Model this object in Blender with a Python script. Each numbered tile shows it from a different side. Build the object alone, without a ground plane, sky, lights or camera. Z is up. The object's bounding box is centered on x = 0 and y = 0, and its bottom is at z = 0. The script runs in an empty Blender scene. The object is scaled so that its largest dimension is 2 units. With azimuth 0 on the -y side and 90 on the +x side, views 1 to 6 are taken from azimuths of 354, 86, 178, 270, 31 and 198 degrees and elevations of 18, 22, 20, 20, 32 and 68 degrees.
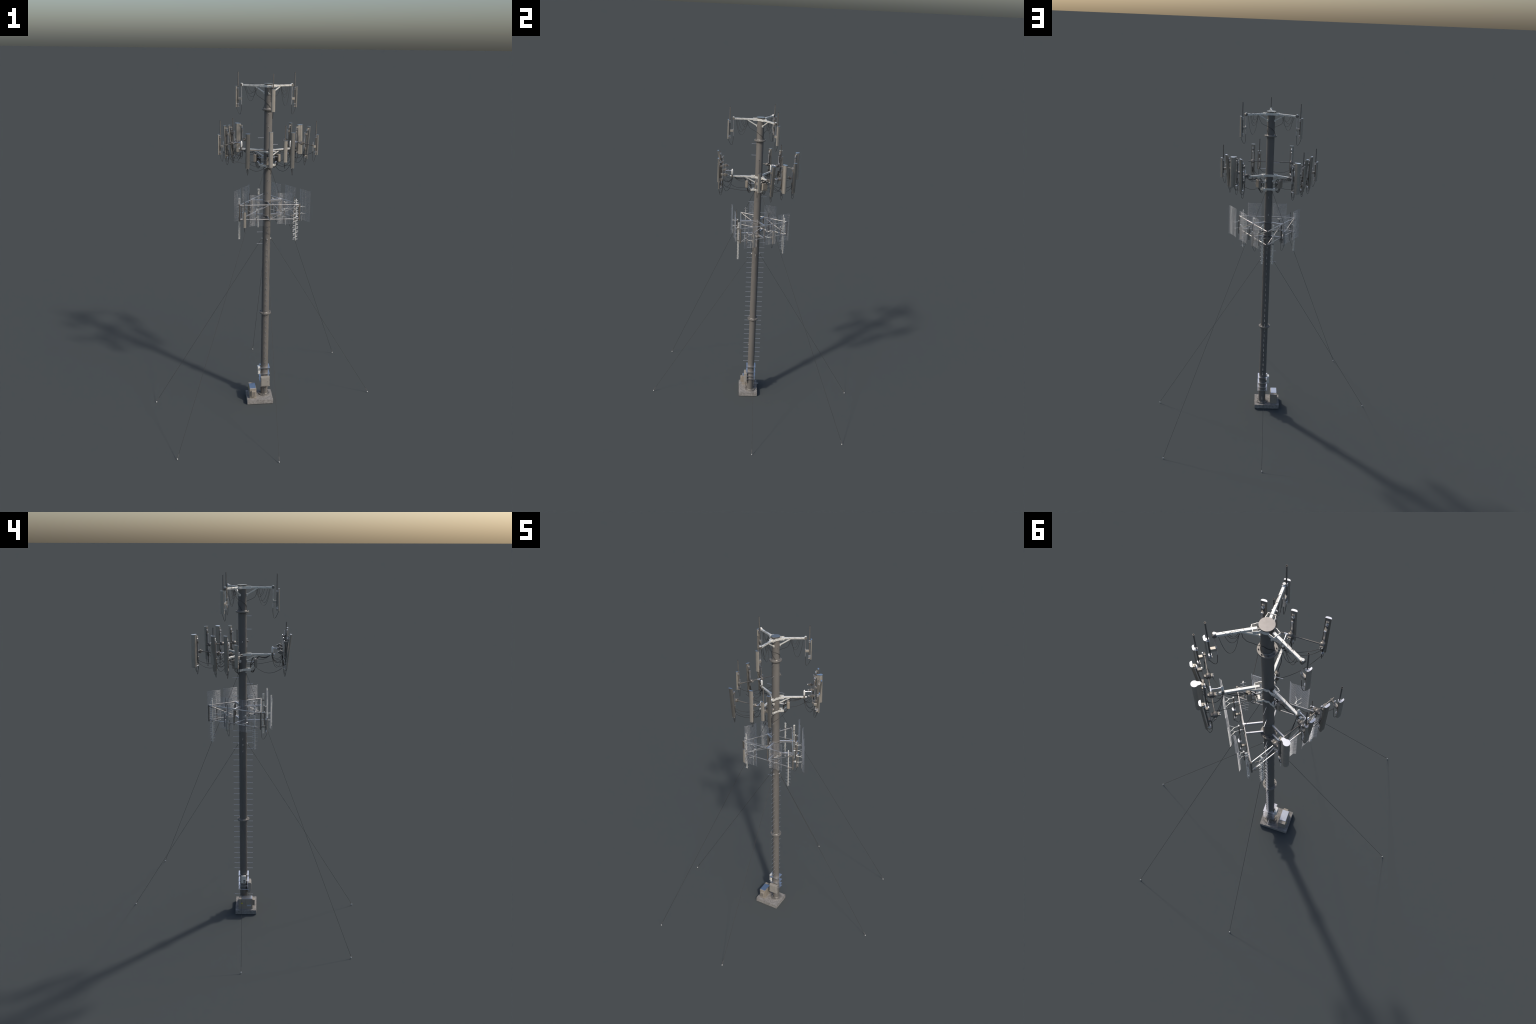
# Guyed monopole cell tower: concrete foundation, steel pole with climbing pegs,
# three levels of antennas, guy wires.  Everything is built from profiles, tubes and boxes.
import bpy, math, random
from mathutils import Vector, Matrix

random.seed(11)
rnd = random.Random(7)
V = Vector

# ------------------------------------------------------------------ materials
def mat(name, base, rough=0.5, metal=0.0, var=0.08, scale=40.0, tint=None, bump=0.0, spec=0.5, streak=False, speck=None):
    m = bpy.data.materials.new(name)
    m.use_nodes = True
    nt = m.node_tree
    b = nt.nodes["Principled BSDF"]
    b.inputs["Roughness"].default_value = rough
    b.inputs["Metallic"].default_value = metal
    b.inputs["Specular IOR Level"].default_value = spec
    tc = nt.nodes.new("ShaderNodeTexCoord")
    mp = nt.nodes.new("ShaderNodeMapping")
    if streak:
        mp.inputs["Scale"].default_value = (1, 1, 0.18)
    nt.links.new(tc.outputs["Object"], mp.inputs["Vector"])
    n = nt.nodes.new("ShaderNodeTexNoise")
    n.inputs["Scale"].default_value = scale
    n.inputs["Detail"].default_value = 5
    n.inputs["Roughness"].default_value = 0.6
    nt.links.new(mp.outputs["Vector"], n.inputs["Vector"])
    r = nt.nodes.new("ShaderNodeValToRGB")
    lo = [max(0, c * (1 - var)) for c in base]
    hi = [min(1, c * (1 + var)) for c in base]
    if tint:
        lo = [a * b2 for a, b2 in zip(lo, tint)]
    r.color_ramp.elements[0].position = 0.32
    r.color_ramp.elements[0].color = (*lo, 1)
    r.color_ramp.elements[1].position = 0.68
    r.color_ramp.elements[1].color = (*hi, 1)
    nt.links.new(n.outputs["Fac"], r.inputs["Fac"])
    col = r.outputs["Color"]
    if speck:
        n2 = nt.nodes.new("ShaderNodeTexNoise")
        n2.inputs["Scale"].default_value = speck[1]
        n2.inputs["Detail"].default_value = 3
        nt.links.new(tc.outputs["Object"], n2.inputs["Vector"])
        r2 = nt.nodes.new("ShaderNodeValToRGB")
        r2.color_ramp.elements[0].position = speck[2]
        r2.color_ramp.elements[0].color = (0, 0, 0, 1)
        r2.color_ramp.elements[1].position = speck[2] + 0.08
        r2.color_ramp.elements[1].color = (1, 1, 1, 1)
        nt.links.new(n2.outputs["Fac"], r2.inputs["Fac"])
        mx = nt.nodes.new("ShaderNodeMix")
        mx.data_type = 'RGBA'
        nt.links.new(r2.outputs["Color"], mx.inputs["Factor"])
        nt.links.new(col, mx.inputs["A"])
        mx.inputs["B"].default_value = (*speck[0], 1)
        col = mx.outputs["Result"]
    nt.links.new(col, b.inputs["Base Color"])
    if bump:
        bp = nt.nodes.new("ShaderNodeBump")
        bp.inputs["Strength"].default_value = bump
        bp.inputs["Distance"].default_value = 0.002
        nt.links.new(n.outputs["Fac"], bp.inputs["Height"])
        nt.links.new(bp.outputs["Normal"], b.inputs["Normal"])
    return m

M = dict(
    pole=mat("pole_paint", (0.140, 0.130, 0.118), 0.55, 0, 0.10, 28, streak=True, speck=((0.088, 0.080, 0.072), 45, 0.70)),
    cap=mat("weathered_plate", (0.33, 0.315, 0.300), 0.24, 0.85, 0.08, 60),
    flange=mat("flange_paint", (0.24, 0.225, 0.205), 0.48, 0.45, 0.08, 60),
    concrete=mat("concrete", (0.245, 0.232, 0.217), 0.85, 0, 0.26, 62, bump=0.5, spec=0.25, speck=((0.165, 0.153, 0.140), 110, 0.60)),
    galv=mat("galvanised_steel", (0.86, 0.84, 0.78), 0.27, 0.42, 0.05, 80),
    zinc=mat("bright_zinc", (0.80, 0.80, 0.82), 0.28, 0.95, 0.06, 120),
    mesh=mat("reflector_wire", (0.66, 0.66, 0.67), 0.34, 0.75, 0.06, 120),
    rail=mat("frame_steel", (0.62, 0.585, 0.545), 0.30, 0.85, 0.08, 90),
    dull=mat("dull_steel", (0.20, 0.185, 0.165), 0.40, 0.45, 0.12, 90),
    beige=mat("radome_beige", (0.400, 0.367, 0.318), 0.42, 0.5, 0.05, 60),
    taupe=mat("radome_taupe", (0.365, 0.345, 0.315), 0.42, 0.88, 0.06, 60),
    midtone=mat("radome_midtone", (0.345, 0.318, 0.282), 0.42, 0.40, 0.06, 60),
    capmetal=mat("radome_cap_metal", (0.74, 0.76, 0.80), 0.30, 1.0, 0.04, 60),
    mast=mat("dark_mast", (0.145, 0.134, 0.12), 0.45, 0.2, 0.1, 80),
    box=mat("equipment_paint", (0.300, 0.265, 0.220), 0.42, 0.1, 0.07, 45, speck=((0.20, 0.18, 0.15), 60, 0.66)),
    jbox=mat("junction_box_paint", (0.285, 0.264, 0.234), 0.45, 0, 0.06, 45),
    roof=mat("roof_sheet_metal", (0.63, 0.655, 0.70), 0.30, 1.0, 0.05, 60),
    cable=mat("black_cable", (0.022, 0.021, 0.020), 0.5, 0, 0.2, 60),
    wire=mat("guy_wire_steel", (0.055, 0.053, 0.050), 0.5, 0.3, 0.1, 60),
    white=mat("white_paint", (0.80, 0.79, 0.75), 0.30, 0.15, 0.03, 60),
    yellow=mat("warning_yellow", (0.75, 0.64, 0.015), 0.5, 0, 0.03, 60),
    black=mat("sign_black", (0.03, 0.03, 0.03), 0.5, 0, 0.05, 60),
    grill=mat("vent_dark", (0.12, 0.11, 0.10), 0.6, 0, 0.2, 60),
    label=mat("label_plate", (0.44, 0.47, 0.52), 0.35, 0.3, 0.05, 60),
    anchor=mat("anchor_block", (0.62, 0.61, 0.58), 0.5, 0, 0.05, 60),
)

# ------------------------------------------------------------------ geometry helpers
class G:
    """Collects primitives of one part."""
    def __init__(self):
        self.v = []; self.f = []; self.sm = []

    def add(self, vs, fs, smooth=False):
        o = len(self.v)
        self.v += [tuple(p) for p in vs]
        self.f += [tuple(i + o for i in f) for f in fs]
        self.sm += [smooth] * len(fs)

    def loft(self, rings, smooth=True, closed=True, caps=True):
        n = len(rings[0])
        vs = [p for r in rings for p in r]
        fs = []
        for k in range(len(rings) - 1):
            for i in range(n if closed else n - 1):
                j = (i + 1) % n
                fs.append((k * n + i, k * n + j, (k + 1) * n + j, (k + 1) * n + i))
        self.add(vs, fs, smooth)
        if caps:   # own vertices: crisp rim
            self.add(rings[0], [tuple(reversed(range(n)))])
            self.add(rings[-1], [tuple(range(n))])

    def tube(self, pts, r, n=8, caps=True, radii=None):
        pts = [V(p) for p in pts]
        rings = []
        prev = None
        for i, p in enumerate(pts):
            t = (pts[min(i + 1, len(pts) - 1)] - pts[max(i - 1, 0)]).normalized()
            if prev is None:
                a = V((0, 0, 1)) if abs(t.z) < 0.9 else V((1, 0, 0))
                u = t.cross(a).normalized()
            else:
                u = (prev - t * prev.dot(t)).normalized()
            prev = u
            w = t.cross(u)
            rr = radii[i] if radii else r
            rings.append([p + (u * math.cos(2 * math.pi * k / n) + w * math.sin(2 * math.pi * k / n)) * rr for k in range(n)])
        self.loft(rings, True, True, caps)

    def rod(self, a, b, r, n=8):
        self.tube([a, b], r, n)

    def box(self, c, x, y, z, s, bev=0.0):
        """box centred at c, axes x,y,z (unit vectors), full sizes s, chamfered vertical edges & rims"""
        c = V(c); hx, hy, hz = s[0] / 2, s[1] / 2, s[2] / 2
        b = min(bev, hx * .5, hy * .5, hz * .5)
        def ring(ix, iy, zz, cut):
            if cut <= 0:
                q = [(-ix, -iy), (ix, -iy), (ix, iy), (-ix, iy)]
            else:
                q = [(-ix + cut, -iy), (ix - cut, -iy), (ix, -iy + cut), (ix, iy - cut),
                     (ix - cut, iy), (-ix + cut, iy), (-ix, iy - cut), (-ix, -iy + cut)]
            return [c + x * p + y * q2 + z * zz for p, q2 in q]
        if b > 0:
            rings = [ring(hx - b, hy - b, -hz, b * .6), ring(hx, hy, -hz + b, b), ring(hx, hy, hz - b, b), ring(hx - b, hy - b, hz, b * .6)]
        else:
            rings = [ring(hx, hy, -hz, 0), ring(hx, hy, hz, 0)]
        self.loft(rings, False)

    def beam(self, a, b, w, h, up=V((0, 0, 1)), bev=0.0008):
        a = V(a); b = V(b); d = (b - a).normalized()
        side = d.cross(up).normalized(); u2 = side.cross(d)
        self.box((a + b) / 2, d, side, u2, ((b - a).length, w, h), bev)

    def strip(self, outline, z0, z1, th):
        """vertical band of thickness th following a closed outline of (x,y) points"""
        n = len(outline)
        outer = [V((p[0], p[1], 0)) for p in outline]
        inner = []
        for i in range(n):
            t = (outer[(i + 1) % n] - outer[i - 1]).normalized()
            nn = V((t.y, -t.x, 0))
            inner.append(outer[i] - nn * th)
        rings = []
        for i in range(n):
            o, q = outer[i], inner[i]
            rings.append([V((o.x, o.y, z0)), V((o.x, o.y, z1)), V((q.x, q.y, z1)), V((q.x, q.y, z0))])
        vs = [p for r in rings for p in r]; fs = []
        for i in range(n):
            j = (i + 1) % n
            for k in range(4):
                l = (k + 1) % 4
                fs.append((i * 4 + k, j * 4 + k, j * 4 + l, i * 4 + l))
        self.add(vs, fs)

    def prism(self, poly, org, x, y, z, h0, h1, taper=1.0, smooth=False):
        a = [V(org) + x * p[0] + y * p[1] + z * h0 for p in poly]
        b = [V(org) + x * p[0] * taper + y * p[1] * taper + z * h1 for p in poly]
        self.loft([a, b], smooth)

ROOT = bpy.data.objects.new("cell_tower", None)
bpy.context.collection.objects.link(ROOT)
ROOT["label"] = "guyed steel monopole carrying three levels of cellular antennas"
ROOT["category"] = "cell tower"

def place(name, g, material, parent=None, kind=None):
    me = bpy.data.meshes.new(name)
    me.from_pydata(g.v, [], g.f)
    me.polygons.foreach_set("use_smooth", g.sm)
    me.materials.append(M[material])
    me.update()
    o = bpy.data.objects.new(name, me)
    bpy.context.collection.objects.link(o)
    o.parent = parent or ROOT
    if kind:
        o["kind"] = kind
    return o

def copy_of(src, mtx, parent):
    o = src.copy()
    bpy.context.collection.objects.link(o)
    o.parent = parent
    o.matrix_local = mtx
    return o

X, Y, Z = V((1, 0, 0)), V((0, 1, 0)), V((0, 0, 1))

def rad(a): return V((math.cos(math.radians(a)), math.sin(math.radians(a)), 0))
def tan(a): return V((-math.sin(math.radians(a)), math.cos(math.radians(a)), 0))
def at(a, r, t, z): return rad(a) * r + tan(a) * t + Z * z

def circle(r, n=32, cx=0, cy=0):
    return [(cx + r * math.cos(2 * math.pi * i / n), cy + r * math.sin(2 * math.pi * i / n)) for i in range(n)]

def hang(a, b, dip, n=14, p=2.0, side=V((0, 0, 0))):
    """slack cable from a to b"""
    a, b = V(a), V(b); out = []
    for i in range(n + 1):
        s = i / n
        w = 1 - abs(2 * s - 1) ** p
        out.append(a.lerp(b, s) - Z * dip * w + side * w)
    return out

ARMS = (30, 150, 270)
PR = 0.0225         # pole radius

# ------------------------------------------------------------------ foundation and pole
g = G()
sx0, sx1, sy0, sy1, sh = -0.1130, 0.0485, -0.0785, 0.0490, 0.0278
nx, ny, nz = 44, 36, 6
from mathutils import noise
def worn(p, amt=0.0011):
    q = V(p) * 55
    d = noise.noise_vector(q) * amt + noise.noise_vector(q * 3.1) * amt * 0.4
    return V(p) + V((d.x, d.y, d.z * 0.6 if p[2] > 0.001 else 0))
def grid_face(o, u, v, nu, nv):
    vs = [worn(o + u * (i / nu) + v * (j / nv)) for j in range(nv + 1) for i in range(nu + 1)]
    fs = [(j * (nu + 1) + i, j * (nu + 1) + i + 1, (j + 1) * (nu + 1) + i + 1, (j + 1) * (nu + 1) + i) for j in range(nv) for i in range(nu)]
    g.add(vs, fs, False)
A = V((sx0, sy0, 0)); B = V((sx1, sy0, 0)); C = V((sx1, sy1, 0)); D = V((sx0, sy1, 0)); H = Z * sh
grid_face(A + H, B - A, D - A, nx, ny)
grid_face(A, B - A, H, nx, nz); grid_face(B, C - B, H, ny, nz)
grid_face(C, D - C, H, nx, nz); grid_face(D, A - D, H, ny, nz)
g.add([A, D, C, B], [(0, 1, 2, 3)])
slab = place("foundation_slab", g, "concrete")

g = G()
prof = [(0.0228, 0.028), (0.0226, 0.3), (0.0226, 0.6), (0.0225, 1.2), (0.0224, 1.8), (0.0220, 1.81), (0.0219, 1.938)]
g.loft([[V((r * math.cos(2 * math.pi * i / 40), r * math.sin(2 * math.pi * i / 40), z)) for i in range(40)] for r, z in prof])
pole = place("pole", g, "pole")

g = G()
g.prism(circle(0.0262, 40), (0, 0, 0), X, Y, Z, 1.9385, 1.9432)
place("pole_cap", g, "cap", pole)

def flange(z, r=0.0352, th=0.0075, lower=True):
    g = G()
    n = 40
    inner = PR + 0.0001
    rings = []
    for rr, zz in ((inner, z - th / 2), (r - .0006, z - th / 2), (r, z - th / 2 + .0006), (r, z + th / 2 - .0006), (r - .0006, z + th / 2), (inner, z + th / 2)):
        rings.append([V((rr * math.cos(2 * math.pi * i / n), rr * math.sin(2 * math.pi * i / n), zz)) for i in range(n)])
    for k in range(len(rings) - 1):
        g.loft([rings[k], rings[k + 1]], True, True, False)
    # weld collar
    g.loft([[V((rr * math.cos(2 * math.pi * i / n), rr * math.sin(2 * math.pi * i / n), zz)) for i in range(n)]
            for rr, zz in ((PR + .0022, z + th / 2), (PR + .0002, z + th / 2 + .003))], True, True, False)
    o = place("flange", g, "flange", pole)
    g = G()
    for i in range(8):
        a = math.radians(22.5 + 45 * i)
        c = V((math.cos(a), math.sin(a), 0)) * 0.0296
        g.prism(circle(0.0024, 6), c, X, Y, Z, z + th / 2, z + th / 2 + 0.0030)
        g.prism(circle(0.0011, 8), c, X, Y, Z, z + th / 2 + .003, z + th / 2 + 0.0052)
        if lower:
            g.prism(circle(0.0024, 6), c, X, Y, Z, z - th / 2 - .0030, z - th / 2)
    b = place("flange_bolts", g, "mast", pole)
    b["kind"] = "stuff"
for z in (1.8045, 1.1880, 0.5905):
    flange(z)
flange(0.0312, 0.0358, 0.0068, False)

# climbing pegs
g = G()
L = 0.0327
g.rod((0, 0, 0), (L, 0, 0), 0.00092, 8)
g.rod((L, 0, 0), (L + .0014, 0, 0), 0.0016, 8)
g.rod((0, 0, 0), (0.0022, 0, 0), 0.0019, 6)
peg = place("climbing_peg", g, "zinc", pole)
first = True
def add_peg(angle, z, s=1.0):
    global first
    m = Matrix.Translation(rad(angle) * (PR - 0.001) + Z * z) @ Matrix.Rotation(math.radians(angle), 4, 'Z') @ Matrix.Scale(s, 4, (1, 0, 0))
    if first:
        peg.matrix_local = m; first = False
    else:
        copy_of(peg, m, pole)
for k in range(26):
    for a in (90, -90):
        add_peg(a, 0.2583 + 0.0352 * k)
for a, z in ((90, .0753), (-90, .0753), (90, 1.341), (-90, 1.341), (90, 1.447), (-90, 1.412), (180, 1.1008), (180, 1.0303), (0, 1.6115), (180, 1.648), (0, 1.541)):
    add_peg(a, z)
for z in (1.7812, 1.7112):
    add_peg(-90, z, 0.80)
# small lugs between pegs, facing front
g = G()
for k in range(12):
    z = 0.28 + 0.0703 * k
    g.box(rad(200) * (PR + .0008) + Z * z, rad(200), tan(200), Z, (.002, .003, .004), .0003)
place("pole_lugs", g, "dull", pole, "stuff")

# ------------------------------------------------------------------ equipment at the foot
cx0, cx1, cy0, cy1, cz0, cz1 = -0.0978, -0.0555, -0.0558, 0.0296, 0.0270, 0.0955
g = G()
g.box(((cx0 + cx1) / 2, (cy0 + cy1) / 2, (cz0 + cz1) / 2), X, Y, Z, (cx1 - cx0, cy1 - cy0, cz1 - cz0), 0.0010)
cab = place("equipment_cabinet", g, "box")
g = G()
g.box(((cx0 + cx1) / 2, -0.0215, cz1 + 0.0012), X, Y, Z, (cx1 - cx0 - .0045, 0.0635, 0.0026), 0.0006)
place("roof_panel", g, "roof", cab)
g = G()
g.box((-0.0735, cy0 - 0.0060, 0.0655), X, Y, Z, (0.0278, 0.0130, 0.0385), 0.0014)
vent = place("ventilation_unit", g, "box", cab)
g = G()
for i in range(4):
    g.box((-0.0735, cy0 - 0.0126, 0.056 + i * .006), X, Y, Z, (0.0170, 0.0010, 0.0026), 0)
place("vent_slots", g, "grill", cab, "stuff")
g = G()
g.box((cx0 - .0007, -0.031, 0.068), X, Y, Z, (0.0016, 0.033, 0.043), 0.0004)
g.box((cx0 - .0007, 0.0085, 0.068), X, Y, Z, (0.0016, 0.036, 0.043), 0.0004)
g.box((cx1 + .0007, -0.012, 0.062), X, Y, Z, (0.0016, 0.060, 0.050), 0.0004)
g.box((-.0766, cy1 + .0006, 0.062), X, Y, Z, (0.026, 0.0014, 0.042), 0.0004)
place("door_panel", g, "box", cab)
g = G()
g.box((cx0 - .0020, -0.0335, 0.0530), X, Y, Z, (0.0010, 0.0245, 0.0095), 0.0002)
place("label_plate", g, "label", cab)
def sign(x, nx_, y, z, s=0.0064):
    tri = [(-s, -s * .86), (s, -s * .86), (0, s * .86)]
    ax = Y * nx_
    g = G(); g.prism(tri, (x, y, z), ax, Z, X * nx_, 0, 0.0007)
    o = place("warning_sign", g, "yellow", cab)
    g = G()
    g.box(V((x + nx_ * .0008, y, z)), Y, X, Z, (.0008, .0005, .0038), 0)
    g.box(V((x + nx_ * .0008, y, z - .0036)), Y, X, Z, (.0011, .0005, .0011), 0)
    place("warning_mark", g, "black", cab)
sign(cx0 - .0016, -1, 0.0105, 0.070)
sign(cx1 + .0016, 1, 0.004, 0.066)
# base skirt
g = G()
g.box(((cx0 + cx1) / 2, (cy0 + cy1) / 2, 0.0293), X, Y, Z, (cx1 - cx0 + .002, cy1 - cy0 + .002, 0.0050), 0.0006)
place("cabinet_plinth", g, "box", cab)

# junction box on the pole
g = G()
g.box((0.0010, -0.0350, 0.1370), X, Y, Z, (0.0555, 0.0195, 0.0630), 0.0016)
jb = place("junction_box", g, "jbox")
g = G()
g.box((0.0010, -0.0455, 0.1345), X, Y, Z, (0.0495, 0.0022, 0.0550), 0.0007)
place("junction_box_door", g, "jbox", jb)
g = G()
g.box((0.0175, -0.0472, 0.137), X, Y, Z, (0.0025, 0.0016, 0.0060), 0.0004)
place("door_latch", g, "zinc", jb)
g = G()
g.box((0.0010, -0.0345, 0.1042), X, Y, Z, (0.0580, 0.0215, 0.0024), 0.0006)
place("junction_box_tray", g, "jbox", jb)
g = G()
for dx in (.004,):
    g.tube(hang((dx, -0.033, .104), (dx * .8, -0.029, .036), 0.0, 8), .0016, 8)
place("conduit", g, "dull", jb)

# square collar plates around the pole
def collar(z, notch):
    h = 0.0312; th = 0.0026; n = 48
    if notch:
        outer = []
    g = G()
    def sq(i):
        a = 2 * math.pi * i / n + math.pi / 4 * 0
        c, s = math.cos(a), math.sin(a)
        k = h / max(abs(c), abs(s))
        return V((c * k, s * k, 0))
    def ci(i):
        a = 2 * math.pi * i / n
        return V((math.cos(a), math.sin(a), 0)) * (PR + .0006)
    seg = [i for i in range(n + 1)]
    if notch:
        seg = [i for i in range(n + 1) if True]
        seg = list(range(-n // 2 + 5, n // 2 - 4))
    prev = None
    for i in seg[:-1]:
        o0, o1, c0, c1 = sq(i), sq(i + 1), ci(i), ci(i + 1)
        lo, hi = Z * (z - th / 2), Z * (z + th / 2)
        g.add([c0 + hi, o0 + hi, o1 + hi, c1 + hi], [(0, 1, 2, 3)])
        g.add([c0 + lo, c1 + lo, o1 + lo, o0 + lo], [(0, 1, 2, 3)])
        g.add([o0 + lo, o1 + lo, o1 + hi, o0 + hi], [(0, 1, 2, 3)])
    if notch:
        for i in (seg[0], seg[-1]):
            o0, c0 = sq(i), ci(i); lo, hi = Z * (z - th / 2), Z * (z + th / 2)
            g.add([c0 + lo, o0 + lo, o0 + hi, c0 + hi], [(0, 1, 2, 3)])
    return place("collar_plate", g, "zinc")
for z, nn in ((.2215, True), (.1800, True), (.1480, False), (.1245, False)):
    collar(z, nn)
g = G()
g.box((-0.0350, 0.0005, 0.1985), X, Y, Z, (0.0155, 0.0305, 0.0490), 0.0010)
mb = place("meter_box", g, "galv")
g = G()
g.box((-0.0430, -0.004, 0.1925), X, Y, Z, (0.0010, 0.0105, 0.0080), 0)
g.box((-0.0430, -0.004, 0.1825), X, Y, Z, (0.0010, 0.0105, 0.0070), 0)
place("meter_window", g, "grill", mb)

# ------------------------------------------------------------------ clamps and arms
def clamp_outline():
    out = []
    for a in ARMS:
        # pole-hugging arc before the arm, then bracket around the arm
        for k in range(-3, 4):
            out.append(rad(a - 60 + k * 8) * (PR + .0030))
        for r, t in ((0.0300, -0.0165), (0.0360, -.0150), (0.0475, -0.0138), (0.0475, 0.0138), (0.0360, .0150), (0.0300, 0.0165)):
            out.append(rad(a) * r + tan(a) * t)
    return [(p.x, p.y) for p in out]
CL = clamp_outline()

def clamp(z, h, parent):
    g = G(); g.strip(CL, z - h / 2, z + h / 2, 0.0018)
    o = place("clamp_ring", g, "galv", parent)
    g = G()
    for a in ARMS:
        for s in (-1, 1):
            c = at(a, 0.034, s * 0.0150, z)
            g.rod(c - tan(a) * .003, c + tan(a) * .003, .0017, 6)
        for k in (-12, 12):
            c = rad(a - 60 + k) * (PR + .003) + Z * z
            g.rod(c, c + rad(a - 60 + k) * .0022, .0016, 6)
    place("clamp_bolts", g, "zinc", o, "stuff")
    return o

def mount(name, z, r_end, tip, brace_z, w=0.0098):
    host = None
    g = G(); g.strip(CL, z - .0068, z + .0068, 0.0020)
    host = place(name, g, "galv")
    for a in ARMS:
        g = G()
        g.beam(at(a, 0.030, 0, z), at(a, r_end, 0, z), w, w)
        place("support_arm", g, "galv", host)
        g = G()
        g.beam(at(a, 0.0225, 0, brace_z), at(a, 0.082, 0, z - .004), 0.0062, 0.0062)
        g.box(at(a, 0.0245, 0, brace_z), rad(a), tan(a), Z, (.005, .012, .012), .0008)
        place("arm_brace", g, "galv", host)
    g = G()
    for a in ARMS:
        for s in (-1, 1):
            c = at(a, 0.036, s * 0.0150, z)
            g.rod(c - tan(a) * .003, c + tan(a) * .003, .0017, 6)
            c = at(a, 0.0475, s * 0.0105, z)
            g.rod(c, c + rad(a) * .0028, .0016, 6)
    place("clamp_bolts", g, "zinc", host, "stuff")
    return host

top = mount("top_mount", 1.9295, 0.158, True, 1.8915)
mid = mount("sector_mount", 1.5755, 0.168, True, 1.541)
low = clamp(1.4935, 0.0125, ROOT)
low.name = "equipment_ring"
for a in ARMS:
    g = G()
    g.box(at(a, .0385, 0, 1.4935), rad(a), tan(a), Z, (.016, .020, .010), .001)
    place("ring_bracket", g, "galv", low)

# ------------------------------------------------------------------ antennas
def lens(w, d, n=12):
    """curved-front panel section, front towards +x (radial), flat back at x=0"""
    pts = [(0, -w / 2)]
    for i in range(n + 1):
        s = -1 + 2 * i / n
        pts.append((d * (0.30 + 0.70 * max(0, 1 - abs(s) ** 3.2) ** .6), s * w / 2))
    pts.append((0, w / 2))
    out = [pts[0]]
    for p in pts[1:]:
        if (V((p[0], p[1], 0)) - V((out[-1][0], out[-1][1], 0))).length > 1e-5:
            out.append(p)
    return out

def keyhole(R, tail, wt, n=20):
    """round radome with a narrower tail; circle centred at tail distance"""
    th = math.radians(142)
    pts = [(tail + R * math.cos(-th + 2 * th * i / n), R * math.sin(-th + 2 * th * i / n)) for i in range(n + 1)]
    for i in range(6):
        a = math.pi / 2 + math.pi * (i + .5) / 6
        pts.append((wt / 2 + wt / 2 * math.cos(a), wt / 2 * math.sin(a)))
    return pts

def frame(bottom, topp, yaw):
    z = (V(topp) - V(bottom)).normalized()
    x = rad(yaw); x = (x - z * x.dot(z)).normalized()
    y = z.cross(x)
    return x, y, z

def droop(a, b, low, n=16, u=False):
    """cable leaving a, sagging to about `low` below b and rising straight up into b"""
    a, b = V(a), V(b); k = b - Z * low * 1.35; out = []
    h = a.lerp(k, .15) - Z * low * .75 if u else a.lerp(k, .55) - Z * low * .25
    for i in range(n + 1):
        s = i / n
        out.append(a * (1 - s) ** 3 + h * 3 * s * (1 - s) ** 2 + k * 3 * s * s * (1 - s) + b * s ** 3)
    return out

def loop(parent, a, b, dip, r=0.0009, p=2.6, n=14, name="feed_cable"):
    g = G(); g.tube(droop(a, b, dip, n), r, 6)
    return place(name, g, "cable", parent)

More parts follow.
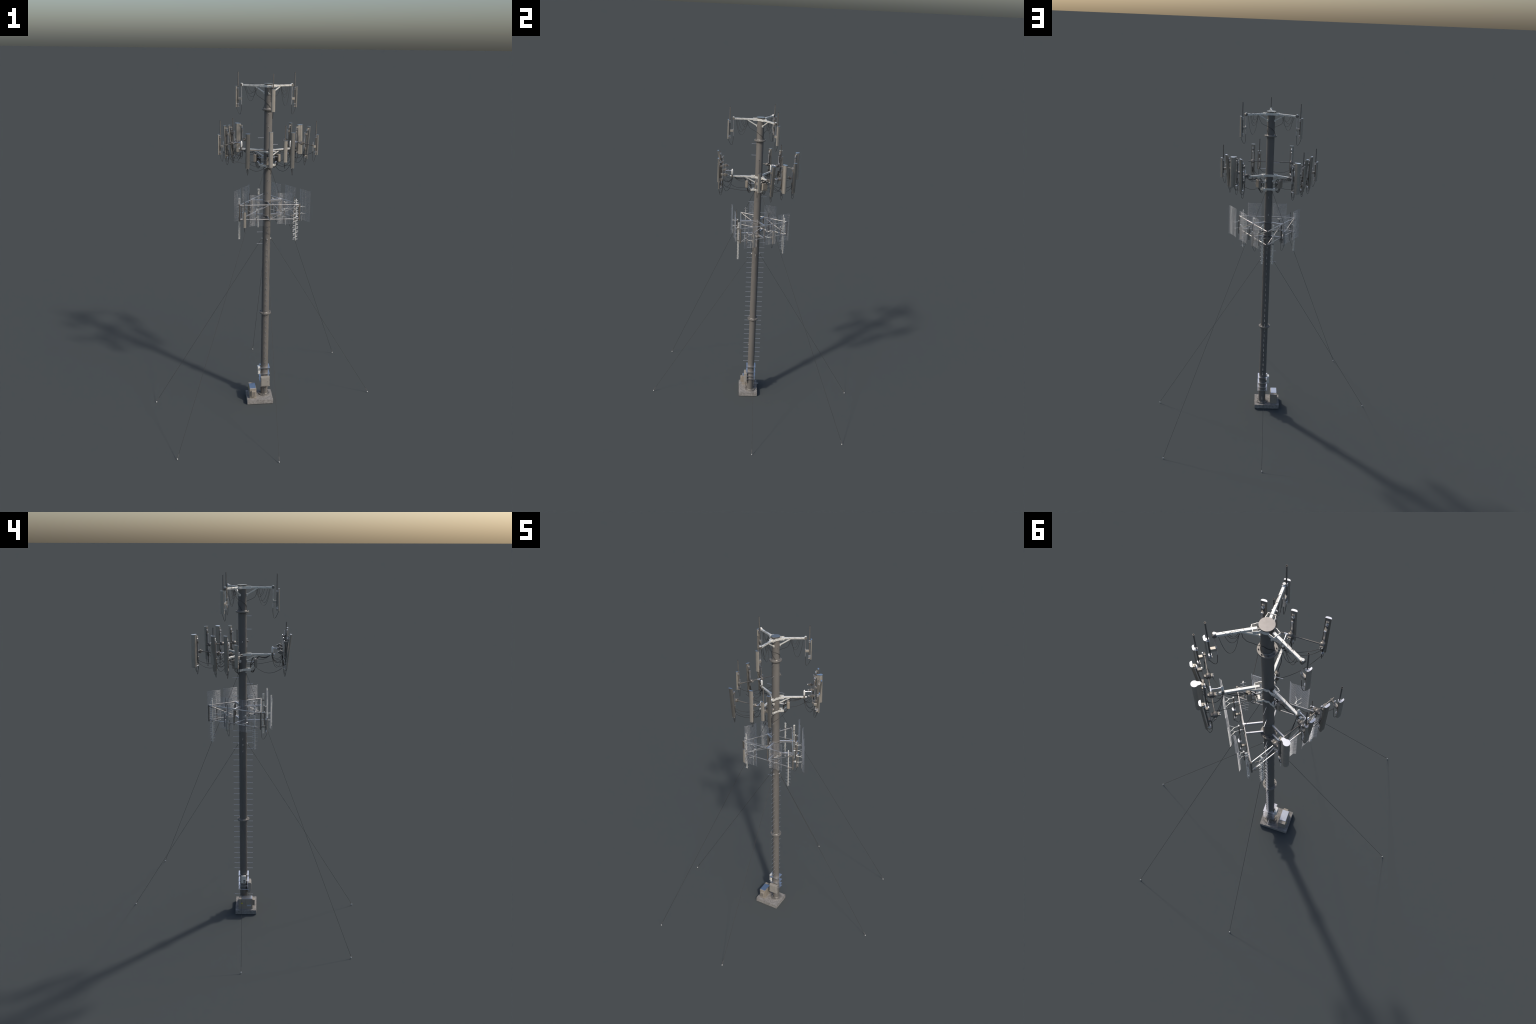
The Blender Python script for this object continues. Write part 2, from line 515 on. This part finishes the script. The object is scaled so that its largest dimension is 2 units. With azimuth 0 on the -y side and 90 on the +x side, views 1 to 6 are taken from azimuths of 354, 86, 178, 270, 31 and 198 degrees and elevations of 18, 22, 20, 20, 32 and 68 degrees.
def panel(arm, topc, botc, yaw, kind, colour, hub_r=0.205, hub_z=1.609, hub_t=None):
    """large sector panel with its mounting pole, brackets and hub on the cross pipe"""
    topc, botc = V(topc), V(botc)
    x, y, z = frame(botc, topc, yaw)
    L = (topc - botc).length
    mid_ = (topc + botc) / 2
    if kind == "round":
        sec = keyhole(0.0118, 0.0222, 0.0122); off = -0.0165
    else:
        sec = lens(0.0225, 0.0080); off = -0.003
    g = G()
    o = botc + x * off
    a_ = [o + x * p + y * q for p, q in sec]
    g.loft([a_, [p + z * (L - .0012) for p in a_]], True)
    body = place("sector_panel", g, colour)
    k = 1.06
    g = G()
    cxm = sum(p for p, q in sec) / len(sec)
    cp = [((p - cxm) * k + cxm, q * k) for p, q in sec]
    g.prism(cp, o, x, y, z, L - .0012, L + .0012)
    place("panel_cap", g, "capmetal", body)
    g = G()
    g.prism([((p - cxm) * .97 + cxm, q * .97) for p, q in sec], o, x, y, z, -.0012, 0)
    for s in (-1, 1):
        for q in (.3, .7):
            c = o + x * (cxm + (q - .5) * .005) + y * s * .0045 + z * -.0012
            g.rod(c, c - z * .0042, .0013, 8)
    place("panel_base", g, "midtone", body)
    # mounting pole right behind the panel
    back = o - x * 0.0075
    g = G()
    g.rod(back + z * 0.012, back + z * (L - 0.008), 0.0028, 10)
    place("mounting_pole", g, "mast", body)
    g = G()
    for q in (.08, .93):
        c = back + z * (L * q)
        trap = [(0.0085, -.0068), (0.0085, .0068), (-.0035, .0040), (-.0035, -.0040)]
        g.prism(trap, c, x, y, z, -.0035, .0035)
    place("panel_bracket", g, "beige", body)
    g = G()
    for q in (.08, .93):
        for dz in (-.0015, -.0085):
            c = back + z * (L * q + dz - .003)
            g.box(c - x * .001, x, y, z, (.0105, .0095, .0030), .0006)
    place("pole_clip", g, "zinc", body)
    # channel strip standing on the hub
    tl = (mid_.dot(tan(arm)) if hub_t is None else hub_t)
    sr = hub_r + 0.0165
    g = G()
    g.box(at(arm, sr, tl, hub_z + .012), rad(arm), tan(arm), Z, (.0042, .0068, .098), .0008)
    place("channel_strip", g, "zinc", body)
    g = G()
    for zz, hh in ((hub_z + .050, .011), (hub_z - .032, .014)):
        s0 = at(arm, sr, tl, zz)
        q = (zz - botc.z) / (topc.z - botc.z)
        s1 = botc.lerp(topc, q) + x * (off - .0062)
        d = s1 - s0; d.z = 0
        d = d.normalized() * max(d.length, .006)
        g.beam(s0, s0 + d, .0115, hh)
    place("tilt_bracket", g, "dull", body)
    g = G()
    c = at(arm, hub_r, tl, hub_z)
    g.tube([c - tan(arm) * .0084, c - tan(arm) * .0078, c + tan(arm) * .0078, c + tan(arm) * .0084], .009, 18, True, [.0090, .0098, .0098, .0090])
    g.box(c - rad(arm) * .0130, rad(arm), tan(arm), Z, (.0070, .0135, .0080), .0008)
    g.box(c + rad(arm) * .0105, rad(arm), tan(arm), Z, (.0095, .0105, .0100), .0008)
    place("pipe_hub", g, "dull", body)
    g = G()
    for s in (-1, 1):
        b_ = c - rad(arm) * .0160 + tan(arm) * s * .004
        g.rod(b_, b_ - rad(arm) * .003, .0015, 6)
    place("hub_bolts", g, "zinc", body, "stuff")
    # cables: two short loops into the strip, coming down from the hub
    foot = at(arm, sr, tl, hub_z - .038)
    g = G()
    g.rod(foot, foot - Z * .030 + tan(arm) * .001, .0016, 6)
    b0 = botc + x * (off + .003) - z * .004
    g.tube(droop(b0 + y * .004, foot - Z * .028, 0.053 + rnd.random() * .012, 18, True), .00095, 6)
    g.tube(droop(b0 - y * .004, foot - Z * .022 + tan(arm) * .003, 0.034 + rnd.random() * .016, 18, True), .00085, 6)
    place("feed_cable", g, "cable", body)
    return body, foot

def whip_panel(arm, r, t, ztop, zbot, ztip, s=1.0, bracket_dr=-0.024, strip=True, colour="beige"):
    """slim panel with a whip mast behind it; r is the panel's radius"""
    g = G()
    w = .0208 * s; d = .0064 * s
    sec = lens(w, d)
    o = at(arm, r - d * .6, t, zbot); x, y = rad(arm), tan(arm)
    a_ = [o + x * p + y * q for p, q in sec]
    g.loft([a_, [p + Z * (ztop - zbot - .001) for p in a_]], True)
    body = place("slim_panel", g, colour)
    g = G()
    g.prism([(p * 1.08 - .0003, q * 1.06) for p, q in sec], o, x, y, Z, ztop - zbot - .001, ztop - zbot + .001)
    place("panel_cap", g, "capmetal", body)
    mr = r - d * .6 - .0072 * s
    g = G()
    L = ztip - zbot
    g.tube([at(arm, mr, t, zbot + .006), at(arm, mr, t, zbot + L * .55), at(arm, mr, t, ztip - .004), at(arm, mr, t, ztip)], .0027 * s, 10, True,
           [.0029 * s, .0029 * s, .0026 * s, .0026 * s])
    place("whip_mast", g, "mast", body)
    g = G(); g.rod(at(arm, mr, t, ztip - .003), at(arm, mr, t, ztip), .0030 * s, 10)
    place("whip_tip", g, "cap", body)
    g = G()
    for q in (.10, .87):
        zz = zbot + (ztop - zbot) * q
        for dz in (0, .0075 * s):
            g.box(at(arm, mr + .0015 * s, t, zz + dz), x, y, Z, (.0115 * s, .0092 * s, .0030 * s), .0006)
    place("pole_clip", g, "zinc", body)
    sr = mr + bracket_dr * s
    zz = zbot + (ztop - zbot) * .42
    g = G()
    g.beam(at(arm, sr, t, zz), at(arm, mr - .002, t, zz), .0110 * s, .0130 * s)
    g.beam(at(arm, mr - .006 * s, t, zbot + .004), at(arm, mr + .006 * s, t, zbot + .004), .009 * s, .003 * s)
    place("stand_off_bracket", g, "beige", body)
    return body, mr, sr, zz

# ---- top level: one slim panel per arm
for a in ARMS:
    body, mr, sr, zz = whip_panel(a, 0.1965, 0.0, 1.922, 1.808, 2.0, 1.0, -0.0225)
    g = G()
    g.box(at(a, 0.1640, -0.0005, 1.8735), rad(a), tan(a), Z, (.0040, .0062, .100), .0008)
    g.box(at(a, 0.1640, -0.0005, 1.866), rad(a), tan(a), Z, (.0052, .0078, .004), .0008)
    place("channel_strip", g, "zinc", body)
    g = G()
    g.tube([at(a, 0.1640, -.0072, 1.9305), at(a, .1640, .0072, 1.9305)], .0074, 16)
    g.box(at(a, 0.1640, 0, 1.9305), rad(a), tan(a), Z, (.011, .013, .0125), .001)
    place("end_collar", g, "dull", body)
    g = G()
    g.rod(at(a, .1640, 0, 1.936), at(a, .1640, 0, 1.9405), .0050, 14)
    g.box(at(a, .1580, 0, 1.9300), rad(a), tan(a), Z, (.004, .0125, .0125), .0008)
    place("end_cap", g, "white", body)
    loop(body, at(a, .1955, 0, 1.808), at(a, .1640, 0.001, 1.824), 0.056, .0010, 3.2, 18)

# ---- sector level
#   arm: list of (kind, colour, top (r,t,z), bottom (r,t,z))
def P(a, x, y, z): return V((x, y, z))
SECT = {
    30: [("flat", "taupe", (.1634, .2104, 1.7057), (.1609, .2074, 1.5239)),
         ("round", "beige", (.2045, .1442, 1.7030), (.2085, .1440, 1.5345)),
         ("flat", "taupe", (.2483, .0784, 1.7010), (.2345, .0705, 1.5210))],
    150: [("round", "beige", (-.1471, .2478, 1.7011), (-.1481, .2508, 1.5327)),
          ("flat", "taupe", (-.2072, .1471, 1.7015), (-.1896, .1407, 1.5194)),
          ("flat", "taupe", (-.2368, .0801, 1.7053), (-.2309, .0788, 1.5236))],
    270: [("flat", "taupe", (-.1378, -.2564, 1.7016), (-.1374, -.2354, 1.5199)),
          ("flat", "midtone", (-.0151, -.2410, 1.7090), (-.0142, -.2454, 1.5252)),
          ("flat", "taupe", (.1004, -.2482, 1.7060), (.1008, -.2435, 1.5225))],
}
WHIPS = {30: [(.2290, -.1448)], 150: [(.2397, .1155), (.2344, -.0340)], 270: [(.2400, .0614)]}
PIPE_R, PIPE_Z = 0.205, 1.609
SPAN = {30: (-.155, .118), 150: (-.150, .128), 270: (-.148, .128)}
for a in ARMS:
    t0, t1 = SPAN[a]
    g = G()
    g.rod(at(a, PIPE_R, t0, PIPE_Z), at(a, PIPE_R, t1, PIPE_Z), .0026, 10)
    for t in (t0 * .55, t1 * .45, t0 * .2):
        g.rod(at(a, PIPE_R, t - .0012, PIPE_Z), at(a, PIPE_R, t + .0012, PIPE_Z), .0034, 10)
    cross = place("cross_pipe", g, "dull")
    g = G()
    g.rod(at(a, PIPE_R, -.013, PIPE_Z), at(a, PIPE_R, .009, PIPE_Z), .0038, 12)
    g.rod(at(a, .168, 0, PIPE_Z), at(a, PIPE_R, 0, PIPE_Z), .0018, 8)
    g.rod(at(a, .169, 0, PIPE_Z), at(a, .178, 0, PIPE_Z), .0030, 10)
    g.rod(at(a, PIPE_R - .010, 0, PIPE_Z), at(a, PIPE_R - .001, 0, PIPE_Z), .0030, 10)
    place("tie_rod", g, "zinc", cross)
    g = G()
    g.tube([at(a, .164, 0, z) for z in (1.585, 1.590, 1.612, 1.617, 1.620)], .005, 14, True, [.0035, .0056, .0056, .0040, .0015])
    place("pivot_cap", g, "white", cross)
    g = G()
    g.tube([at(a, .164, 0, 1.567), at(a, .164, 0, 1.585)], .0062, 14)
    g.box(at(a, .164, 0, 1.5755), rad(a), tan(a), Z, (.010, .0125, .0125), .001)
    place("end_collar", g, "dull", cross)
    g = G()
    g.rod(at(a, .168, 0, 1.5755), at(a, .1785, 0, 1.5755), .0046, 12)
    place("arm_tip", g, "white", cross)
    feet = []
    for kind, colour, tp, bt in SECT[a]:
        b_, foot = panel(a, tp, bt, a, kind, colour)
        feet.append(foot)
    for r, t in WHIPS[a]:
        body, mr, sr, zz = whip_panel(a, r + .0115, t, 1.665, 1.552, 1.7425, 1.0, -0.0180)
        g = G()
        g.box(at(a, mr - .0185, t, 1.600), rad(a), tan(a), Z, (.0040, .0062, .052), .0008)
        place("channel_strip", g, "zinc", body)
        g = G()
        g.box(at(a, PIPE_R, t, PIPE_Z), rad(a), tan(a), Z, (.009, .0065, .0085), .0008)
        g.beam(at(a, PIPE_R, t, PIPE_Z), at(a, mr - .017, t, PIPE_Z), .0052, .0052)
        place("pipe_hub", g, "dull", body)
        loop(body, at(a, mr + .004, t, 1.552), at(a, mr - .0185, t + .001, 1.575), 0.060, .0009, 2.8, 16)
        feet.append(at(a, mr - .0185, t, 1.575))
    # bundles between the arm end and each antenna
    g = G()
    for i, f in enumerate(feet):
        s = at(a, .160, (i - 2) * .0015, 1.570)
        g.tube(hang(s, f - Z * .006, .022 + .012 * (i % 3), 16, 2.2), .0010, 6)
        if i % 2 == 0:
            g.tube(hang(s + Z * .002, f - Z * .016, .040 + .014 * (i % 3), 18, 2.4), .0009, 6)
    place("feed_cable", g, "cable", cross)
    # cables from the arm to the radio unit and wrapped on the arm
    g = G()
    for i in range(3):
        t = -.006 + .005 * i
        pts = []
        for k in range(15):
            q = k / 14
            r_ = .150 - q * .105
            pts.append(at(a, r_, t * (1 - q) + .011 * math.sin(q * 3.1) * (1 if i != 1 else -1), 1.5685 - .011 * math.sin(math.pi * min(1, q * 1.6)) - .055 * max(0, q - .55) / .45))
        g.tube(pts, .0014, 6)
    g.tube(hang(at(a, .150, .006, 1.570), at(a, .062, .008, 1.5660), .022, 14), .0009, 6)
    place("trunk_cable", g, "cable", mid)

# wrapped cable turns on arms
def wrap(a, z, r0, r1, turns, host, hw=0.0052, rr=.00055):
    g = G(); n = int(turns * 8)
    pts = []
    w1 = rnd.uniform(0, 6)
    for i in range(n + 1):
        q = i / n; ph = q * turns * 2 * math.pi + 1.4 * math.sin(q * 9 + w1)
        q = min(1, max(0, q + .05 * math.sin(q * 14 + w1)))
        c, s = math.cos(ph), math.sin(ph)
        k = hw / max(abs(c), abs(s))
        pts.append(at(a, r0 + (r1 - r0) * q, c * k, z + s * k))
    g.tube(pts, rr, 5)
    place("wrapped_cable", g, "cable", host)
for a in ARMS:
    wrap(a, 1.9295, .068, .150, 3.6 + rnd.random(), top)
    wrap(a, 1.5755, .090, .145, 1.6 + rnd.random(), mid)
# coils hanging under the top arms: (inner radius, outer radius, sag, offset)
COILS = {30: [(.088, .152, .104, .003), (.080, .128, .044, -.003), (.092, .120, .026, .004), (.084, .135, .058, -.005)],
         150: [(.075, .140, .078, .003), (.070, .138, .056, -.004), (.062, .118, .030, .005), (.080, .150, .040, -.002)],
         270: [(.080, .150, .088, .004), (.075, .135, .062, -.003), (.068, .120, .040, .003), (.090, .145, .072, -.006), (.085, .110, .030, .0)]}
for a in ARMS:
    g = G()
    for r0, r1, dip, t in COILS[a]:
        zt = 1.9235
        g.tube(hang(at(a, r0, t, zt), at(a, r1, t + rnd.uniform(-.006, .006), zt), dip, 20, 2.3, tan(a) * rnd.uniform(-.010, .010)), .00065, 6)
    # tail to the pole
    p0 = at(a, .080, .003, 1.921)
    pts = [p0, at(a, .078, .004, 1.900), at(a, .066, .006, 1.878), at(a, .048, .010, 1.868), at(a, .034, .016, 1.862), rad(a + 45) * .0243 + Z * 1.853,
           rad(a + 80) * .0243 + Z * 1.843, rad(a + 115) * .0243 + Z * 1.832, rad(a + 140) * .0243 + Z * 1.818, rad(a + 150) * .027 + Z * 1.811]
    g.tube(pts, .0009, 6)
    # loops standing above the arm
    g.tube(hang(at(a, .078, .004, 1.932), at(a, .118, .003, 1.934), -.006, 12), .00065, 6)
    place("coiled_cable", g, "cable", top)

# radio units on the lower ring
for a in ARMS:
    g = G()
    g.box(at(a, .0735, 0, 1.5290), rad(a), tan(a), Z, (.0150, .0350, .0440), .0016)
    ru = place("radio_unit", g, "box")
    g = G()
    for i in range(6):
        g.box(at(a, .0650, -.0135 + i * .0054, 1.529), rad(a), tan(a), Z, (.004, .0022, .038), .0003)
    place("cooling_fins", g, "dull", ru, "stuff")
    g = G()
    g.beam(at(a, .047, 0, 1.498), at(a, .066, 0, 1.512), .0075, .0045)
    g.rod(at(a, .024, .004, 1.534), at(a, .066, .004, 1.534), .0016, 8)
    place("unit_bracket", g, "zinc", ru)
    g = G()
    for i, t in enumerate((-.010, -.003, .005, .011)):
        g.tube(hang(at(a, .071, t, 1.507), at(a, .040, t * .6, 1.500), .018 + .004 * i, 14, 2.4), .0011, 6)
    g.tube([at(a, .060, -.008, 1.562), at(a, .052, -.009, 1.548), at(a, .047, -.009, 1.530), at(a, .045, -.008, 1.500)], .0018, 8)
    g.tube([at(a, .064, .010, 1.562), at(a, .053, .010, 1.545), at(a, .0445, .009, 1.525), at(a, .044, .008, 1.500)], .0016, 8)
    place("radio_cable", g, "cable", ru)
# long sagging jumpers between the radio units and sector feet
g = G()
g.tube(hang(at(30, .073, -.01, 1.508), (.1004, -.205, 1.532), .012, 18, 2.0), .0010, 6)
g.tube(hang(at(30, .073, .008, 1.508), at(30, .2, .05, 1.54), .016, 18, 2.0), .0010, 6)
g.tube(hang(at(150, .073, .0, 1.508), at(150, .2, .09, 1.535), .020, 18, 2.0), .0010, 6)
g.tube(hang(at(270, .073, -.01, 1.508), (-.1374, -.212, 1.525), .030, 18, 2.0), .0010, 6)
place("jumper_cable", g, "cable", mid)

# ------------------------------------------------------------------ triangular antenna frame
ZT, ZB, RC = 1.2866, 1.2032, 0.1972
OFF = V((.0038, -.0036, 0))
CORN = {"E": OFF + at(-30.4, RC, 0, 0), "N": OFF + at(89.6, RC, 0, 0), "W": OFF + at(209.6, RC, 0, 0)}
g = G()
for c in CORN.values():
    g.rod(c + Z * (ZB - .009), c + Z * (ZT + .0040), .0042, 12)
fr = place("antenna_frame", g, "dull")
FACES = {30: ("E", "N"), 150: ("N", "W"), 270: ("W", "E")}
for a, (p, q) in FACES.items():
    c0, c1 = CORN[p], CORN[q]; m = (c0 + c1) / 2
    g = G()
    for z in (ZT, ZB):
        g.rod(c0 + Z * z, c1 + Z * z, .0029, 10)
    place("frame_rail", g, "rail", fr)
    g = G()
    g.rod(m + Z * (ZB - .007), m + Z * (ZT + .003), .0040, 12)
    place("frame_post", g, "dull", fr)
    g = G()
    # braces follow the order N > E > W > N around the frame
    lo_hi = (c1, c0)
    g.rod(lo_hi[0] + Z * ZT, m + Z * ZB, .0022, 8)
    g.rod(m + Z * ZT, lo_hi[1] + Z * ZB, .0022, 8)
    place("frame_brace", g, "rail", fr)
    g = G()
    for z in (ZT, ZB):
        g.beam(at(a, PR - .001, 0, z - .0035), m + Z * (z - .0035) - rad(a) * .0025, .0062, .0130)
    place("frame_strut", g, "zinc", fr)
    g = G()
    for z in (ZT, ZB):
        g.rod(m + Z * (z - .004) - rad(a) * 0, m + Z * (z + .004), .0046, 10)
    place("strut_joint", g, "zinc", fr)
g = G()
for z in (ZT, ZB):
    g.loft([[V((r * math.cos(2 * math.pi * i / 32), r * math.sin(2 * math.pi * i / 32), zz)) for i in range(32)]
            for r, zz in ((PR + .0003, z + .0055), (PR + .0016, z + .0050), (PR + .0016, z - .0050), (PR + .0003, z - .0055))], True, True, False)
place("strut_collar", g, "pole", fr)

# grid reflector antennas with a mast and forked stand-offs
def grid_antenna(a, ta, tb, ra, rb, z0, z1, mt, mr=0.121):
    """ta/tb: edges along the face, ra/rb: radius of those (flange) edges, mt: mast position"""
    if True:
        pa, pb = at(a, ra, ta, 0), at(a, rb, tb, 0)
    d = (pb - pa).normalized(); nrm = V((d.y, -d.x, 0))
    if nrm.dot(rad(a)) < 0: nrm = -nrm
    W = (pb - pa).length
    fl, dp = .0085, .0085
    path = [pa, pa + d * fl - nrm * dp, pb - d * fl - nrm * dp, pb]
    g = G()
    n = 31
    for i in range(n):
        z = z0 + (z1 - z0) * i / (n - 1)
        g.tube([p + Z * z for p in path], .00046, 5)
    for q in (.33, .67):
        c = path[1].lerp(path[2], q) - nrm * .0007
        g.rod(c + Z * (z0 - .001), c + Z * (z1 + .001), .00045, 5)
    body = place("grid_antenna", g, "mesh")
    m = at(a, mr, mt, 0)
    g = G()
    g.rod(m + Z * 1.186, m + Z * 1.266, .0027, 10)
    g.rod(m + Z * 1.242, m + Z * 1.246, .0036, 10)
    place("reflector_mast", g, "mast", body)
    g = G(); g.rod(m + Z * 1.265, m + Z * 1.270, .0034, 10)
    place("mast_tip", g, "white", body)
    g = G()
    mid_ = (path[1] + path[2]) / 2
    for z in (1.262, 1.2235):
        k = m.lerp(mid_, .45)
        g.rod(m + Z * z, k + Z * z, .0012, 6)
        for q in (.30, .70):
            g.rod(k + Z * z, path[1].lerp(path[2], q) + Z * z, .0010, 6)
    c = path[1].lerp(path[2], .62) + (m - mid_).normalized() * .006
    g.rod(c + Z * 1.205, c + Z * 1.175, .0012, 6)
    place("forked_support", g, "galv", body)
    g = G()
    inner = at(a, .0985, mt, 0)
    for z in (ZT - .062, ):
        g.rod(m + Z * z, inner + Z * z, .0014, 6)
        g.rod(m + Z * z - rad(a) * .004, m + Z * z - rad(a) * .009, .0030, 10)
        g.rod(inner + Z * z + rad(a) * .002, inner + Z * z + rad(a) * .006, .0030, 10)
    place("mast_clamp", g, "zinc", body)
    return body

def rt(a, x, y):
    p = V((x, y, 0)); return p.dot(rad(a)), p.dot(tan(a))
GR = [
    (30, -.190, -.0985, .1655, .1674, -.143), (30, -.054, .0365, .1673, .1685, -.012), (30, .064, .148, .1515, .1505, .104),
    (270, -.1176, -.034, .1655, .164, -.073), (270, .0392, .1230, .146, .143, .083),
    (150, .0535, .136, .145, .145, .090), (150, -.0640, .022, .145, .145, -.045),
]
for a, ta, tb, ra, rb, mt in GR:
    z1 = 1.3605 if a == 270 and ta > 0 else 1.3555
    grid_antenna(a, ta, tb, ra, rb, z1 - .1740, z1, mt)

# slim whip panels on the frame
for a, r, t in ((30, .1285, -.0975), (30, .1285, .0475), (150, .1255, -.0240), (270, .1335, -.1415)):
    body, mr, sr, zz = whip_panel(a, r + .004, t, 1.256, 1.165, 1.313, .78, -0.018)
    g = G()
    g.box(at(a, .1035, t, 1.203), rad(a), tan(a), Z, (.008, .010, .010), .0008)
    g.beam(at(a, .1035, t, 1.203), at(a, mr, t, 1.203), .005, .006)
    g.rod(at(a, .1010, t, 1.188), at(a, .1010, t, 1.222), .0022, 8)
    place("frame_clamp", g, "dull", body)
    loop(body, at(a, r + .002, t, 1.165), at(a, .104, t + .001, 1.190), .058, .0008, 2.8, 16)

# log-periodic antennas, hung upright at the frame corners
def log_periodic(x, y, z0, z1, el, corner):
    d = rad(el); n = tan(el)
    c = V((x, y, 0))
    g = G()
    for s in (-1, 1):
        g.rod(c + n * s * .0030 + Z * z0, c + n * s * .0030 + Z * z1, .0020, 8)
    g.box(c + Z * (z1 - .004), d, n, Z, (.0050, .0105, .0050), .0006)
    g.box(c + Z * (z0 + .005), d, n, Z, (.0040, .0095, .0040), .0006)
    body = place("log_periodic_antenna", g, "galv")
    g = G()
    N = 20
    for i in range(N):
        q = i / (N - 1)
        z = z0 + .008 + (z1 - z0 - .018) * q
        l = (.0155 - .0050 * max(0, q - .6) / .4) * (.82 if q < .12 else 1)
        for s in (-1, 1):
            sg = s if i % 2 else -s
            p = c + n * s * .0030 + Z * z
            g.rod(p, p + d * sg * l, .00055, 5)
    place("dipole_rods", g, "zinc", body, "stuff")
    g = G()
    m = CORN[corner]
    for z in (ZT - .004, ZB + .002):
        e = c + Z * z
        g.rod(e, V((m.x, m.y, z)), .0018, 6)
        g.box(e, d, n, Z, (.006, .0115, .007), .0006)
    place("boom_clamp", g, "dull", body)
log_periodic(.1505, -.1165, 1.080, 1.322, 12, "E")
log_periodic(-.1662, -.0690, 1.080, 1.323, 84, "W")
log_periodic(-.0295, .1715, 1.080, 1.322, 84, "N")
log_periodic(.0312, .1745, 1.080, 1.322, 122, "N")

# ------------------------------------------------------------------ guy wires
def guy(start, foot):
    start, foot = V(start), V(foot)
    g = G()
    tipz = foot + Z * .006
    n = 12
    L = (start - tipz).length
    g.tube([start.lerp(tipz, i / n) for i in range(n + 1)], .00075, 6)
    w = place("guy_wire", g, "wire")
    g = G()
    d = (start - tipz).normalized()
    g.tube([tipz + d * .004, tipz + d * .007, tipz + d * .022, tipz + d * .026], .002, 8, True, [.0008, .0014, .0014, .0008])
    g.tube([start - d * .020, start - d * .016, start - d * .004], .002, 8, True, [.0008, .0015, .0015])
    place("turnbuckle", g, "mast", w)
    g = G()
    h = V((d.x, d.y, 0)).normalized(); s_ = V((-h.y, h.x, 0))
    g.box(foot + Z * .0030, h, s_, Z, (.0060, .0045, .0060), .0008)
    place("ground_anchor", g, "anchor", w)
    g = G()
    o = V((start.x, start.y, 0)).normalized()
    g.box(o * (PR + .002) + Z * (start.z + .001), o, Z.cross(o), Z, (.0075, .0040, .0070), .0008)
    place("guy_lug", g, "galv", w)
for a in (0, 90, 180, 270):
    o = rad(a)
    guy(o * .0275 + Z * 1.060, o * .680)
for x, y in ((.576, .574), (-.546, -.602)):
    o = V((x, y, 0)).normalized()
    guy(o * .0265 + Z * 1.478, (x, y, 0))
